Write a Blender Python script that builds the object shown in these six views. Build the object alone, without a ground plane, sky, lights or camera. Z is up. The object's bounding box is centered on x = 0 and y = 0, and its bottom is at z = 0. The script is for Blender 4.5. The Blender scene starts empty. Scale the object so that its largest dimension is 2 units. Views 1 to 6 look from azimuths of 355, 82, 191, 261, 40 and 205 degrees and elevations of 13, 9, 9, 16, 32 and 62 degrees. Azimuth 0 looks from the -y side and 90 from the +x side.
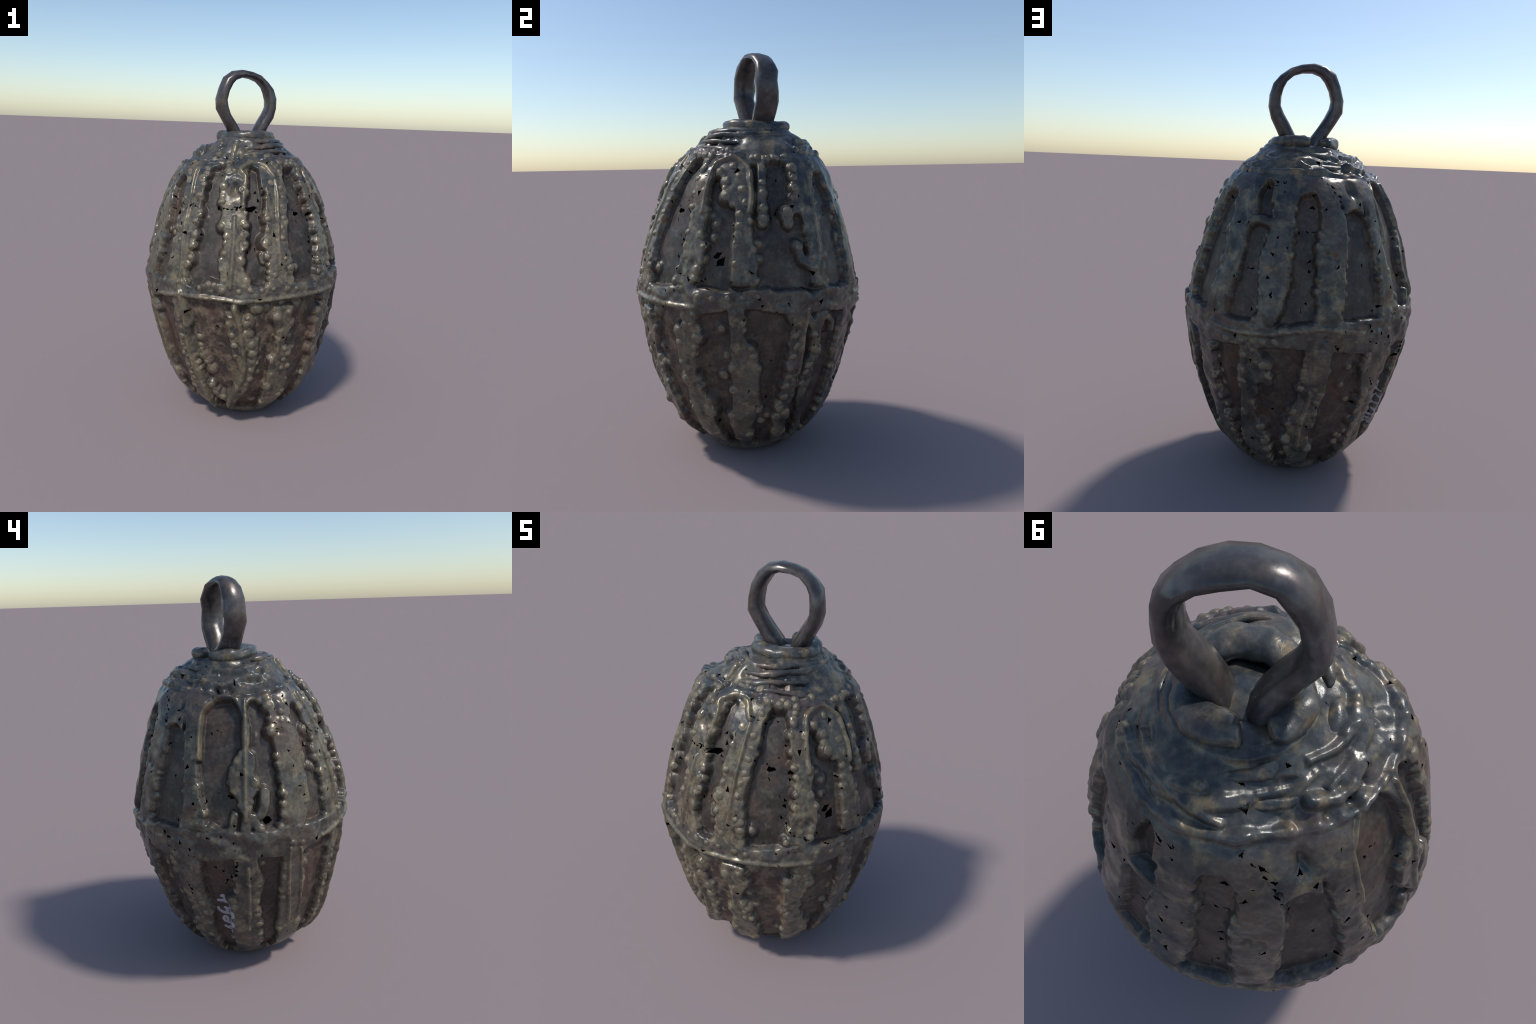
"""Egg-shaped filigree pendant: a thin hollow shell in two halves, wrapped in
flat filigree straps, ridge wires and soldered granules, with an equator band,
a wire-wrapped neck, an open collar ring and an omega-shaped suspension loop.

Everything on the body is placed by azimuth (degrees, 0 = -y, 90 = +x) and
height z.  The relief is computed on one fine grid of revolution, then cut into
named parts along the edges of straps, bands and wires."""
import bpy, math, random
import numpy as np
from mathutils import Vector, Matrix

rnd = random.Random(7)
rng = np.random.default_rng(7)
TAU = 2 * math.pi

# ------------------------------------------------------------------ noise
_perm = np.random.default_rng(11).permutation(4096)
_val = np.random.default_rng(12).uniform(-1, 1, 4096)


def _hash(i, j, k):
    return _val[_perm[(_perm[(_perm[i & 4095] + j) & 4095] + k) & 4095]]


def noise(p, scale, seed=0, smooth=True):
    """value noise in -1..1 on points (..., 3); linear interpolation gives flat facets"""
    a, b = .7 + seed * 1.9, .4 + seed * 1.3           # turn the lattice so it never lines up with the body
    ca, sa, cb, sb = math.cos(a), math.sin(a), math.cos(b), math.sin(b)
    x, y, z = p[..., 0], p[..., 1], p[..., 2]
    x, y = ca * x - sa * y, sa * x + ca * y
    y, z = cb * y - sb * z, sb * y + cb * z
    x, z = cb * x + sb * z, cb * z - sb * x
    q = np.stack([x, y, z], -1) / scale
    if smooth:
        q = q + .35 * np.sin(q[..., [1, 2, 0]] * 1.7 + seed)
    q = q + seed * 17.31
    f = np.floor(q)
    t = q - f
    i, j, k = (f[..., n].astype(np.int64) for n in range(3))
    if smooth:
        t = t * t * (3 - 2 * t)
    x, y, z = t[..., 0], t[..., 1], t[..., 2]
    c = lambda a, b, d: _hash(i + a, j + b, k + d)
    x0 = c(0, 0, 0) * (1 - x) + c(1, 0, 0) * x
    x1 = c(0, 1, 0) * (1 - x) + c(1, 1, 0) * x
    x2 = c(0, 0, 1) * (1 - x) + c(1, 0, 1) * x
    x3 = c(0, 1, 1) * (1 - x) + c(1, 1, 1) * x
    return (x0 * (1 - y) + x1 * y) * (1 - z) + (x2 * (1 - y) + x3 * y) * z


def smooth(a, b, x):
    t = np.clip((x - a) / (b - a), 0, 1)
    return t * t * (3 - 2 * t)


def wrap(d):
    return (d + 180) % 360 - 180


def az_interp(az, knots):
    """periodic linear interpolation of (azimuth, value) knots"""
    k = sorted(knots)
    a = np.array([v[0] for v in k], float)
    b = np.array([v[1] for v in k], float)
    return np.interp(np.asarray(az) % 360, a, b, period=360)


# ------------------------------------------------------------------ body of revolution
# outer hull (radius, height) from the base, over the shoulder and into the collar
HULL = [(0, .000), (.10, .001), (.180, .006), (.243, .032), (.292, .070), (.346, .120), (.396, .180), (.432, .250),
        (.463, .340), (.497, .450), (.528, .580), (.557, .720), (.566, .800), (.567, .860), (.556, .930), (.541, 1.0),
        (.502, 1.14), (.463, 1.26), (.425, 1.36), (.381, 1.44), (.327, 1.50), (.265, 1.545), (.200, 1.590),
        (.180, 1.612), (.150, 1.622), (.110, 1.610), (.06, 1.596), (0, 1.59)]
LEAN_Z = [0, .07, .18, .45, .72, 1.0, 1.26, 1.44, 1.55, 1.65]
LEAN_X = [.022, .018, .011, .012, .002, .001, -.005, -.009, .003, .006]
LEAN_Y = [.002, .0, -.008, -.003, .006, .004, .014, .025, .032, .055]
RELIEF = .036          # height of the straps above the shell
COLS, STEP = 1240, .0031


def catmull(pts, per=24):
    p = np.array(pts, float)
    p = np.vstack([2 * p[0] - p[1], p, 2 * p[-1] - p[-2]])
    out = []
    for i in range(1, len(p) - 2):
        t = np.linspace(0, 1, per, endpoint=False)[:, None]
        a, b, c, d = p[i - 1], p[i], p[i + 1], p[i + 2]
        out.append(.5 * (2 * b + (c - a) * t + (2 * a - 5 * b + 4 * c - d) * t ** 2 + (3 * b - a - 3 * c + d) * t ** 3))
    return np.vstack(out + [p[-2][None]])


_fine = catmull(HULL)
_len = np.concatenate([[0], np.cumsum(np.hypot(*np.diff(_fine, axis=0).T))])
ROWS = int(_len[-1] / STEP)
_s = np.linspace(.0015, _len[-1] - .0015, ROWS)
HR, HZ = np.interp(_s, _len, _fine[:, 0]), np.interp(_s, _len, _fine[:, 1])
_tr, _tz = np.gradient(HR), np.gradient(HZ)
_tl = np.hypot(_tr, _tz)
NR, NZ = _tz / _tl, -_tr / _tl
_box = np.ones(9) / 9
NR, NZ = (np.convolve(np.pad(v, 4, mode="edge"), _box, "valid") for v in (NR, NZ))
OUTER = int(np.argmax(HZ))                      # rows up to here are the outside
CXR, CYR = np.interp(HZ, LEAN_Z, LEAN_X), np.interp(HZ, LEAN_Z, LEAN_Y)
AZ = np.arange(COLS) * 360 / COLS
SA, CA = np.sin(np.radians(AZ)), np.cos(np.radians(AZ))
depth = np.where(np.arange(ROWS) <= OUTER, RELIEF, RELIEF * .3)
# sink of the bare shell below the hull fades out at the very pole
base_r = np.maximum(HR - RELIEF * NR, .0004)
base_z = HZ - RELIEF * NZ


def place(h):
    r = base_r[:, None] + h * NR[:, None]
    z = base_z[:, None] + h * NZ[:, None]
    return np.stack([CXR[:, None] + r * SA, CYR[:, None] - r * CA, z], -1)


P0 = place(np.full((ROWS, COLS), RELIEF))
Z2 = np.repeat(HZ[:, None], COLS, 1)
n_big, n_mid, n_small = noise(P0, .16, 1), noise(P0, .055, 2), noise(P0, .022, 3)
n_edge = noise(P0, .03, 4)
n_facet = noise(P0, .05, 5, smooth=False)
n_facet2 = noise(P0, .028, 6, smooth=False)

# bare shell: gently dented sheet
H = .005 * n_big + .003 * n_mid + .0009 * n_small + .004 * noise(P0, .11, 8, smooth=False)
LABEL = np.zeros((ROWS, COLS), np.int16)
NAMES = ["shell"]
LEVEL = RELIEF * (1 + .09 * n_big + .09 * n_mid)


def grid_at(az, z):
    return int(np.argmin(np.abs(HZ[:OUTER + 1] - z))), int(round(az / 360 * COLS)) % COLS


def label_for(name):
    NAMES.append(name)
    return len(NAMES) - 1


def rows_between(z0, z1):
    return np.nonzero((HZ[:OUTER + 1] >= z0) & (HZ[:OUTER + 1] <= z1))[0]


def raise_to(sl, h, label, limit=.45):
    """lift the relief to h where h is higher, and give that area to a part"""
    sub = H[sl]
    win = h > sub
    LABEL[sl] = np.where(win & (h > limit * RELIEF), label, LABEL[sl])
    H[sl] = np.maximum(sub, h)


STRAPS = []            # control points of every strap, used to set granules along it


def strap(ctrl, name="filigree_strap", edge=.015, lift=1.0, rough=1.0):
    """flat strap along control points (z, azimuth, half width in cm), ragged melted edges"""
    ctrl = sorted(ctrl)
    STRAPS.append(ctrl)
    z = np.array([c[0] for c in ctrl], float)
    az = np.degrees(np.unwrap(np.radians([c[1] for c in ctrl])))
    w = np.array([c[2] for c in ctrl], float) / 100
    lab = label_for(name)
    rr = rows_between(z[0] - .02, z[-1] + .02)
    sl = slice(rr[0], rr[-1] + 1)
    hz = HZ[sl]
    c, hw = np.interp(hz, z, az), np.interp(hz, z, w)
    x = wrap(AZ[None] - c[:, None]) * np.pi / 180 * np.maximum(HR[sl], .05)[:, None]
    soft = (1 + .6 * n_big[sl] + .4 * n_mid[sl]) * np.where((AZ[None] > 140) & (AZ[None] < 250) & (hz[:, None] > .8), 1.5, .8)
    d = (hw[:, None] + rough * (.007 * n_edge[sl] + .007 * n_mid[sl]) - np.abs(x)) / np.clip(soft, .6, 2.4)
    d = np.minimum(d, np.minimum(hz - z[0], z[-1] - hz)[:, None] + .012)
    body = LEVEL[sl] * lift * smooth(-edge * .35, edge * .65, d) * (1 - .10 * np.clip(np.abs(x) / (hw[:, None] + .01), 0, 1) ** 2)
    raise_to(sl, body, lab)
    return lab


def path_distance(sl, pts):
    """distance in metres from the grid to a polyline of (z, azimuth) points"""
    best = np.full(H[sl].shape, 9.0)
    hz, rad = HZ[sl][:, None], np.maximum(HR[sl], .05)[:, None] * np.pi / 180
    slope = np.maximum(np.abs(NR[sl]), .35)[:, None]
    for (za, aa), (zb, ab) in zip(pts[:-1], pts[1:]):
        ax = wrap(AZ[None] - aa) * rad
        ay = (hz - za) / slope
        bx, by = wrap(ab - aa) * rad, (zb - za) / slope
        t = np.clip((ax * bx + ay * by) / (bx * bx + by * by + 1e-9), 0, 1)
        best = np.minimum(best, np.hypot(ax - t * bx, ay - t * by))
    return best


def fine_path(pts, per=6):
    z = [p[0] for p in pts]
    a = np.degrees(np.unwrap(np.radians([p[1] for p in pts])))
    return [tuple(v) for v in (catmull(np.stack([z, a], 1), per) if len(pts) > 2 else np.stack([z, a], 1))]


def wire(pts, r=.010, foot=.75, name="ridge_wire", wobble=.25):
    """round wire soldered along (z, azimuth) points; foot = how far it sits up, in strap heights"""
    pts = fine_path(pts)
    z = [p[0] for p in pts]
    rr = rows_between(min(z) - .05, max(z) + .05)
    sl = slice(rr[0], rr[-1] + 1)
    rad = r * (1 + wobble * n_mid[sl] + wobble * .5 * n_small[sl])
    d = path_distance(sl, pts)
    u = np.clip(1 - (d / rad) ** 2, 0, 1)
    foot = foot * 1.14
    h = np.where(d < rad, foot * RELIEF + rad * np.sqrt(u), 0)
    skirt = foot * RELIEF * smooth(rad * 2.0, rad, d) * .98
    lab = label_for(name)
    raise_to(sl, np.maximum(h, skirt), lab, .55)
    return lab


def lobe(pts, r=.028, lift=1.0, name="filigree_strap"):
    """short melted stub of strap with a rounded end"""
    pts = fine_path(pts)
    z = [p[0] for p in pts]
    rr = rows_between(min(z) - r * 2, max(z) + r * 2)
    sl = slice(rr[0], rr[-1] + 1)
    d = path_distance(sl, pts) + .003 * n_edge[sl]
    lab = label_for(name)
    raise_to(sl, LEVEL[sl] * lift * smooth(r * 1.15, r * .65, d), lab)
    return lab


def press(z, az, r, deep, along=1.0):
    """soft dent"""
    rr = rows_between(z - 3 * r * along, z + 3 * r * along)
    sl = slice(rr[0], rr[-1] + 1)
    x = wrap(AZ[None] - az) * np.pi / 180 * np.maximum(HR[sl], .05)[:, None]
    y = (HZ[sl] - z)[:, None] / along
    H[sl] -= deep * np.exp(-(x * x + y * y) / (r * r))


def crumple(z, az, r, amount):
    """crushed foil: faceted noise inside a soft spot"""
    rr = rows_between(z - 2.5 * r, z + 2.5 * r)
    sl = slice(rr[0], rr[-1] + 1)
    x = wrap(AZ[None] - az) * np.pi / 180 * np.maximum(HR[sl], .05)[:, None]
    g = np.exp(-((x * x + (HZ[sl] - z)[:, None] ** 2) / (r * r)) ** 2)
    H[sl] += 1.4 * amount * g * (n_facet[sl] + .6 * n_facet2[sl] - .25)


# ---- broad unevenness of the whole wall, straps and all (in > 0)
WARP = np.zeros((ROWS, COLS))
def slump(z, az, r, inward, along=1.0):
    x = wrap(AZ[None] - az) * np.pi / 180 * np.maximum(HR, .05)[:, None]
    y = (HZ - z)[:, None] / along
    g = np.exp(-(x * x + y * y) / (r * r))
    g[OUTER + 1:] = 0
    WARP[:] -= inward * g
for z, az, r, inward, along in [(1.46, 266, .15, .010, 1), (1.44, 224, .13, .008, 1), (1.46, 84, .12, .010, 1), (1.46, 28, .09, .012, .8), (1.52, 5, .09, .010, .4), (1.49, 335, .08, .008, .6),
                                (1.56, 25, .12, -.010, .5), (1.60, 20, .12, -.016, .22), (1.60, 340, .1, -.014, .22), (1.47, 300, .07, -.016, .8), (.06, 30, .2, -.008, .5),
                                (.38, 200, .13, .018, 1.6), (.36, 238, .06, .010, 2), (.40, 60, .24, -.010, 1), (1.33, 298, .08, -.014, 1.5), (1.42, 255, .09, .012, 1.2), (.95, 322, .08, .006, 1), (1.50, 218, .10, .012, .7), (1.55, 250, .10, .008, .5)]:
    slump(z, az, r, inward, along)
for z, az, r, deep, along in [(1.12, 133, .050, .026, 2.6), (.50, 214, .045, .018, 4), (1.08, 165, .06, .012, 2.6), (1.10, 192, .055, .014, 3), (1.06, 221, .06, .012, 2.6), (1.38, 164.5, .03, .010, 2), (1.22, 255, .09, .006, 2.2), (1.15, 278, .06, .006, 2.4), (.62, 156, .06, -.022, 3), (.56, 179, .06, -.012, 3), (.46, 5, .07, -.026, 3)]:
    press(z, az, r, deep, along)
# ---- dents and crushed foil in the bare panels
for z, az, r, deep, along in [(1.24, 5, .05, .022, 2.2), (1.38, 6, .04, .016, 1), (1.30, 64, .042, .042, 2.4), (1.10, 67.5, .042, .030, 2.2),
                              (1.26, 40, .05, .014, 1.5), (1.40, 164, .03, .010, 2), (1.44, 277, .03, .014, 1), (1.30, 192, .05, .006, 2.5),
                              (.94, 275, .04, .010, 1), (1.30, 337, .04, .008, 2), (1.42, 165, .02, .012, 2)]:
    press(z, az, r, deep, along)
for z, az, r, amt in [(1.27, 336, .07, .016), (1.38, 6, .06, .016), (1.16, 4, .06, .012), (1.40, 337, .05, .012), (1.33, 38, .06, .010),
                      (1.30, 273, .06, .008), (1.10, 192, .08, .005), (1.12, 66, .05, .008), (.95, 222, .06, .007), (.66, 251, .05, .007)]:
    crumple(z, az, r, amt)

# ---- shoulder cap: everything above the round-topped upper panels (from azimuth, to azimuth, top)
ARCHES = [(300, 311, 1.40), (328, 343, 1.488), (358, 10, 1.492), (27, 48, 1.485), (57, 67, 1.41), (84, 88.5, 1.46), (93.5, 112, 1.475), (124, 145, 1.405),
          (160, 169, 1.460), (186.5, 198.5, 1.402), (214, 228, 1.335), (241, 267, 1.476), (271, 285, 1.442)]
def cap_edge(az):
    z = np.full(len(az), 1.36)
    for a0, a1, top in ARCHES:
        half = wrap(a1 - a0) / 2
        u = wrap(az - (a0 + half)) / half
        arch = top - .43 * half * np.pi / 180 * (1 - np.sqrt(np.clip(1 - u * u, 0, 1))) * .9
        z = np.where(np.abs(u) < 1, arch, z)
    return z
cap_label = label_for("shoulder_cap")
edge_z = cap_edge(AZ)[None] + .010 * n_edge[:OUTER + 1] + .008 * n_mid[:OUTER + 1]
capsl = slice(rows_between(1.3, 2)[0], OUTER + 1)
raise_to(capsl, LEVEL[capsl] * smooth(-.004, .011, HZ[capsl][:, None] - edge_z[capsl]), cap_label)
H[OUTER + 1:] = RELIEF
LABEL[OUTER + 1:] = cap_label

# ---- equator band where the two halves meet
BAND_LOW = [(0, .812), (30, .822), (48, .800), (60, .782), (77, .815), (88, .815), (100, .780), (122, .775), (146, .720), (170, .738), (188, .745), (201, .745),
            (221, .708), (246, .716), (266, .738), (283, .720), (300, .745), (312, .79), (324, .813), (345, .815)]
BAND_TOP = [(8, .896), (24, .900), (45, .915), (56, .94), (68, .905), (91, .912), (113, .892), (135, .885), (159, .868), (183, .848), (205, .893),
            (219, .880), (251, .878), (273, .886), (305, .876), (329, .876), (340, .898), (355, .90)]
band_label = label_for("equator_band")
bs = slice(rows_between(.66, 1.0)[0], rows_between(.66, 1.0)[-1] + 1)
lo = az_interp(AZ, BAND_LOW)[None] + .008 * n_edge[bs] + .005 * n_mid[bs]
hi = az_interp(AZ, BAND_TOP)[None] + .008 * n_edge[bs] + .006 * n_mid[bs]
zz = HZ[bs][:, None]
raise_to(bs, LEVEL[bs] * smooth(-.004, .010, np.minimum(zz - lo, hi - zz)), band_label)

# ---- straps of the upper half, from the shoulder down to the band
for ctrl in (
    [(1.50, 317, 4.5), (1.46, 317, 6.3), (1.39, 319, 7.0), (1.30, 320, 7.2), (1.21, 320, 7.4), (1.12, 320, 7.6), (1.02, 319, 7.8), (.93, 317, 8), (.86, 317, 8.5)],
    [(1.47, 352, 6.5), (1.41, 351, 7.7), (1.34, 350, 7.6), (1.27, 351, 6.9), (1.20, 351, 7.8), (1.14, 353, 6.3), (1.07, 352, 6.6), (.99, 351, 6.9), (.90, 354, 8.7), (.86, 354, 9.6)],
    [(1.50, 31, 3.0), (1.44, 25, 4.6), (1.39, 23, 6.1), (1.32, 20.5, 7.0), (1.23, 19.5, 6.9), (1.16, 18.5, 7.2), (1.10, 17.5, 7.8), (1.03, 18.5, 6.9), (.92, 18.5, 7.6), (.87, 19, 10)],
    [(1.47, 55, 3.7), (1.39, 53, 4.0), (1.34, 53, 4.2), (1.28, 54, 4.4), (1.24, 55.5, 4.8), (1.15, 55, 4.7), (1.10, 55.5, 6.0), (1.02, 55, 6.9), (.93, 52, 6.4)],
    [(1.45, 74, 5.5), (1.41, 74, 7.6), (1.37, 76, 7.2), (1.31, 76.5, 7.0), (1.28, 79, 5.4), (1.24, 81, 4.0), (1.17, 81, 4.0), (1.10, 81, 5.2), (1.03, 82, 6.2), (.93, 82, 6.6)],
    [(1.46, 124, 7.4), (1.38, 120, 7.4), (1.31, 119, 7.0), (1.25, 119.5, 6.2), (1.20, 120.5, 5.0), (1.06, 120.2, 5.0), (.90, 120, 5.0)],
    [(1.46, 153, 5.8), (1.40, 151.5, 6.6), (1.33, 152.5, 7.4), (1.29, 152, 6.4), (1.22, 152.5, 6.2), (1.13, 152.5, 6.4), (1.07, 152, 6.6), (1.0, 151, 6.8), (.87, 148, 7.0)],
    [(1.46, 177.5, 6.6), (1.41, 177.7, 6.1), (1.33, 178.6, 5.7), (1.26, 179.3, 5.7), (1.20, 178, 7.0), (1.13, 177, 8.0), (1.01, 178, 7.6), (.92, 177, 6), (.85, 175, 6)],
    [(1.46, 206, 5.0), (1.38, 206, 5.2), (1.29, 207.6, 6.6), (1.17, 206.2, 7.2), (1.10, 205, 7.6), (1.04, 205, 7.4), (.93, 204.5, 6.4), (.87, 203, 6)],
    [(1.48, 230, 5.0), (1.42, 234, 4.7), (1.36, 234.4, 4.3), (1.21, 235.4, 4.0), (1.10, 236, 4.2), (.99, 238, 5.6), (.95, 238, 6.6), (.88, 238.5, 8.4)],
    [(1.48, 270, 1.9), (1.32, 269, 1.8), (1.25, 267.6, 1.9), (1.22, 267, 4.6), (1.18, 265.8, 5.8), (1.14, 264.3, 6.6), (1.06, 264.6, 7.2), (1.02, 265, 4.2), (.96, 264.7, 2.4), (.87, 264.7, 2.8)],
    [(1.50, 289, 6.2), (1.45, 294, 6.5), (1.38, 292.4, 5.2), (1.34, 291.1, 6.4), (1.30, 291.5, 6.8), (1.26, 292.5, 7.4), (1.19, 292.5, 8.0), (1.07, 291.5, 8.0), (.97, 291, 8.4), (.88, 288, 8)],
):
    strap(ctrl)
# ---- straps of the lower half, from the band down to the pole
for ctrl in (
    [(.80, 321, 5.6), (.71, 321, 5.8), (.62, 320.5, 6.0), (.54, 321, 5.8), (.46, 321.5, 5.4), (.37, 322, 6.0), (.28, 324, 6.0), (.18, 326, 6.0), (.07, 327, 4.5)],
    [(.72, 353.1, 4.3), (.64, 354, 4.8), (.59, 359, 8.8), (.51, 358.9, 7.0), (.42, 1.0, 5.4), (.36, .4, 3.8), (.26, 356, 4.4), (.16, 350, 3.2), (.07, 346, 3)],
    [(.77, 21, 6.4), (.66, 21.3, 6.0), (.62, 22, 4.2), (.55, 20.5, 3.2), (.49, 22.6, 4.6), (.43, 22, 6.3), (.33, 23.6, 6.6), (.27, 23.4, 7.2), (.18, 23, 6.0), (.07, 20, 3.4)],
    [(.82, 56, 4.6), (.75, 55, 4.2), (.71, 53, 6.6), (.66, 52.5, 6.2), (.59, 51, 4.3), (.51, 52, 4.3), (.42, 52.5, 4.4), (.31, 54.4, 6.4), (.18, 56, 5.5), (.07, 57, 3.2)],
    [(.82, 78, 4.0), (.68, 77.8, 4.1), (.63, 81, 5.4), (.58, 81.3, 7.0), (.50, 81.5, 7.2), (.42, 81.6, 6.6), (.33, 82, 6.8), (.24, 79, 6.2), (.14, 79, 4.5), (.07, 79, 3)],
    [(.80, 106, 6.5), (.73, 107.5, 4.2), (.63, 107, 3.9), (.50, 106.7, 3.9), (.42, 106, 4.1), (.34, 104.5, 4.3), (.24, 104, 4.4), (.14, 105, 3.6), (.07, 106, 2.5)],
    [(.77, 120, 3.8), (.66, 117.5, 2.9), (.58, 119.5, 3.2), (.48, 116.6, 3.1), (.35, 115.4, 2.8), (.22, 118, 2.6), (.10, 122, 2.2)],
    [(.78, 141, 6.2), (.63, 140.5, 6.0), (.55, 140.1, 5.8), (.48, 141.5, 5.4), (.40, 143, 4.8), (.31, 143, 5.8), (.24, 145, 6.4), (.16, 146, 6), (.07, 146, 3.6)],
    [(.80, 170.5, 7.6), (.73, 168, 5.0), (.65, 170, 7.2), (.60, 170, 7.8), (.56, 167, 5.2), (.49, 166.7, 4.2), (.40, 165.6, 4.0), (.35, 165.8, 5.0), (.29, 166.4, 6.6), (.20, 167.5, 6.6), (.12, 169, 4.6), (.05, 170, 2.6)],
    [(.78, 200.4, 7.3), (.71, 200.1, 6.7), (.58, 199.4, 6.4), (.50, 198.8, 6.3), (.44, 197.8, 6.9), (.38, 196.3, 7.0), (.29, 194, 6.8), (.19, 194, 6.6), (.07, 197, 4.6)],
    [(.78, 232, 8.2), (.66, 231.8, 8.4), (.58, 232, 7.8), (.50, 234.5, 5.6), (.40, 235.5, 5.0), (.30, 235, 5.2), (.20, 235, 4.8), (.12, 235, 4.0), (.05, 235, 2.6)],
    [(.80, 264, 6.6), (.67, 264.4, 6.2), (.58, 264.7, 7.2), (.53, 264, 7.0), (.45, 261.8, 7.4), (.37, 262, 7.8), (.26, 261.5, 7.6), (.18, 262, 7.0), (.07, 264, 4.4)],
    [(.78, 290, 6.5), (.72, 288.4, 6.1), (.63, 289.4, 7.1), (.54, 290.2, 7.5), (.45, 289.6, 7.4), (.35, 291, 7.5), (.24, 292.5, 7.0), (.16, 294, 6), (.07, 296, 4)],
):
    strap(ctrl)
# ---- stubs and melted lobes
lobe([(1.43, 92.3), (1.34, 91), (1.27, 91), (1.19, 91.3)], .027)
lobe([(1.245, 117), (1.248, 110), (1.225, 105.5), (1.185, 105.6)], .033)
lobe([(1.09, 108.6), (1.036, 110.4), (1.0, 115)], .028)
lobe([(.955, 259.2), (.895, 258.1), (.872, 255), (.872, 251), (.89, 247.4)], .024)
lobe([(.66, 173), (.66, 176)], .034)
lobe([(.60, 175), (.58, 178)], .024)
lobe([(.76, 112), (.71, 116), (.66, 119)], .026)
lobe([(.76, 122), (.72, 127), (.68, 128)], .022)
lobe([(1.235, 155), (1.280, 159), (1.292, 165), (1.275, 172)], .026)
lobe([(1.05, 275), (.99, 274), (.95, 272)], .030, 1.05)
lobe([(1.05, 8), (1.02, 8.5)], .022, .6)
lobe([(.94, 268), (.90, 270)], .026)
lobe([(.795, 2), (.775, 5)], .03, .8)
lobe([(.705, 1), (.68, 2)], .03)
lobe([(.50, 330), (.42, 333), (.36, 336)], .014, .6)
lobe([(.28, 335), (.21, 338), (.17, 344), (.12, 350)], .024, .9)

# ---- ridge wires on top of the straps
W = wire
W([(1.45, 316.2), (1.426, 316.4), (1.348, 318.5), (1.254, 318.9), (1.138, 319.3), (.962, 321), (.879, 320.9), (.821, 321.8)], .0095, .92)
W([(.82, 322), (.763, 323.4), (.713, 324.4), (.602, 323.8), (.489, 323.4), (.399, 324.8), (.318, 327.4), (.242, 330), (.15, 331), (.11, 332)], .0140, 1.02)
W([(1.231, 351.8), (1.142, 352.1), (.995, 351.4), (.88, 351)], .010, .92)
W([(1.277, 357), (1.367, 358), (1.429, 359), (1.468, 354.6), (1.496, 360), (1.507, 8.2), (1.489, 16.2), (1.462, 19.5), (1.44, 22.3)], .012, .95)
W([(1.417, 22.8), (1.278, 20.5), (1.143, 18.8), (1.0, 18.4)], .009, .92)
W([(.78, 353), (.669, 356.5), (.581, 357.2), (.508, 358.3), (.421, 358.6), (.351, 357.4), (.28, 354.1), (.216, 350.5), (.15, 347), (.11, 345)], .0135, 1.02)
W([(.785, 306), (.808, 322), (.817, 337), (.813, 349.4), (.808, 356.6), (.817, 6), (.823, 18.5), (.828, 33), (.826, 45), (.826, 57)], .0125, .85)
W([(.822, 146.5), (.807, 159.2), (.811, 175.7), (.834, 187.7), (.848, 200.6), (.819, 220.1)], .009, .90)
W([(1.24, 58), (1.355, 57.5), (1.443, 58.8), (1.471, 64.5), (1.48, 72.3), (1.46, 78.3), (1.424, 83.2), (1.373, 84.1), (1.309, 85), (1.24, 84.4)], .010, .95)
W([(1.567, 343.6), (1.541, 343.2), (1.511, 342.1), (1.472, 344.6), (1.456, 350.1)], .013, 1.0)
W([(.636, 20.6), (.57, 19.6), (.508, 19.6)], .010, .85)
W([(.802, 111.5), (.697, 110.6), (.598, 110.4), (.495, 110)], .007, .95)
W([(1.45, 270.6), (1.34, 268.4), (1.239, 266.8), (1.10, 265.3), (1.0, 264.6), (.93, 264.2)], .009, .92)
W([(.771, 286), (.578, 286.5), (.324, 289.5)], .007, .95)
W([(.757, 292), (.58, 294.6), (.359, 296.5)], .007, .95)
W([(.69, 265), (.45, 264.6), (.30, 263.6)], .007, .93)
W([(1.197, 240.6), (1.341, 240.2), (1.41, 241.5), (1.458, 248), (1.48, 258.5), (1.457, 265.5)], .008, .80)
W([(.537, 198.2), (.444, 197.5), (.359, 195), (.231, 193.6)], .010, .88)
W([(.721, 46), (.556, 46.6)], .007, .85)
W([(1.40, 124), (1.25, 122.5), (1.05, 121)], .007, .95)

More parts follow.
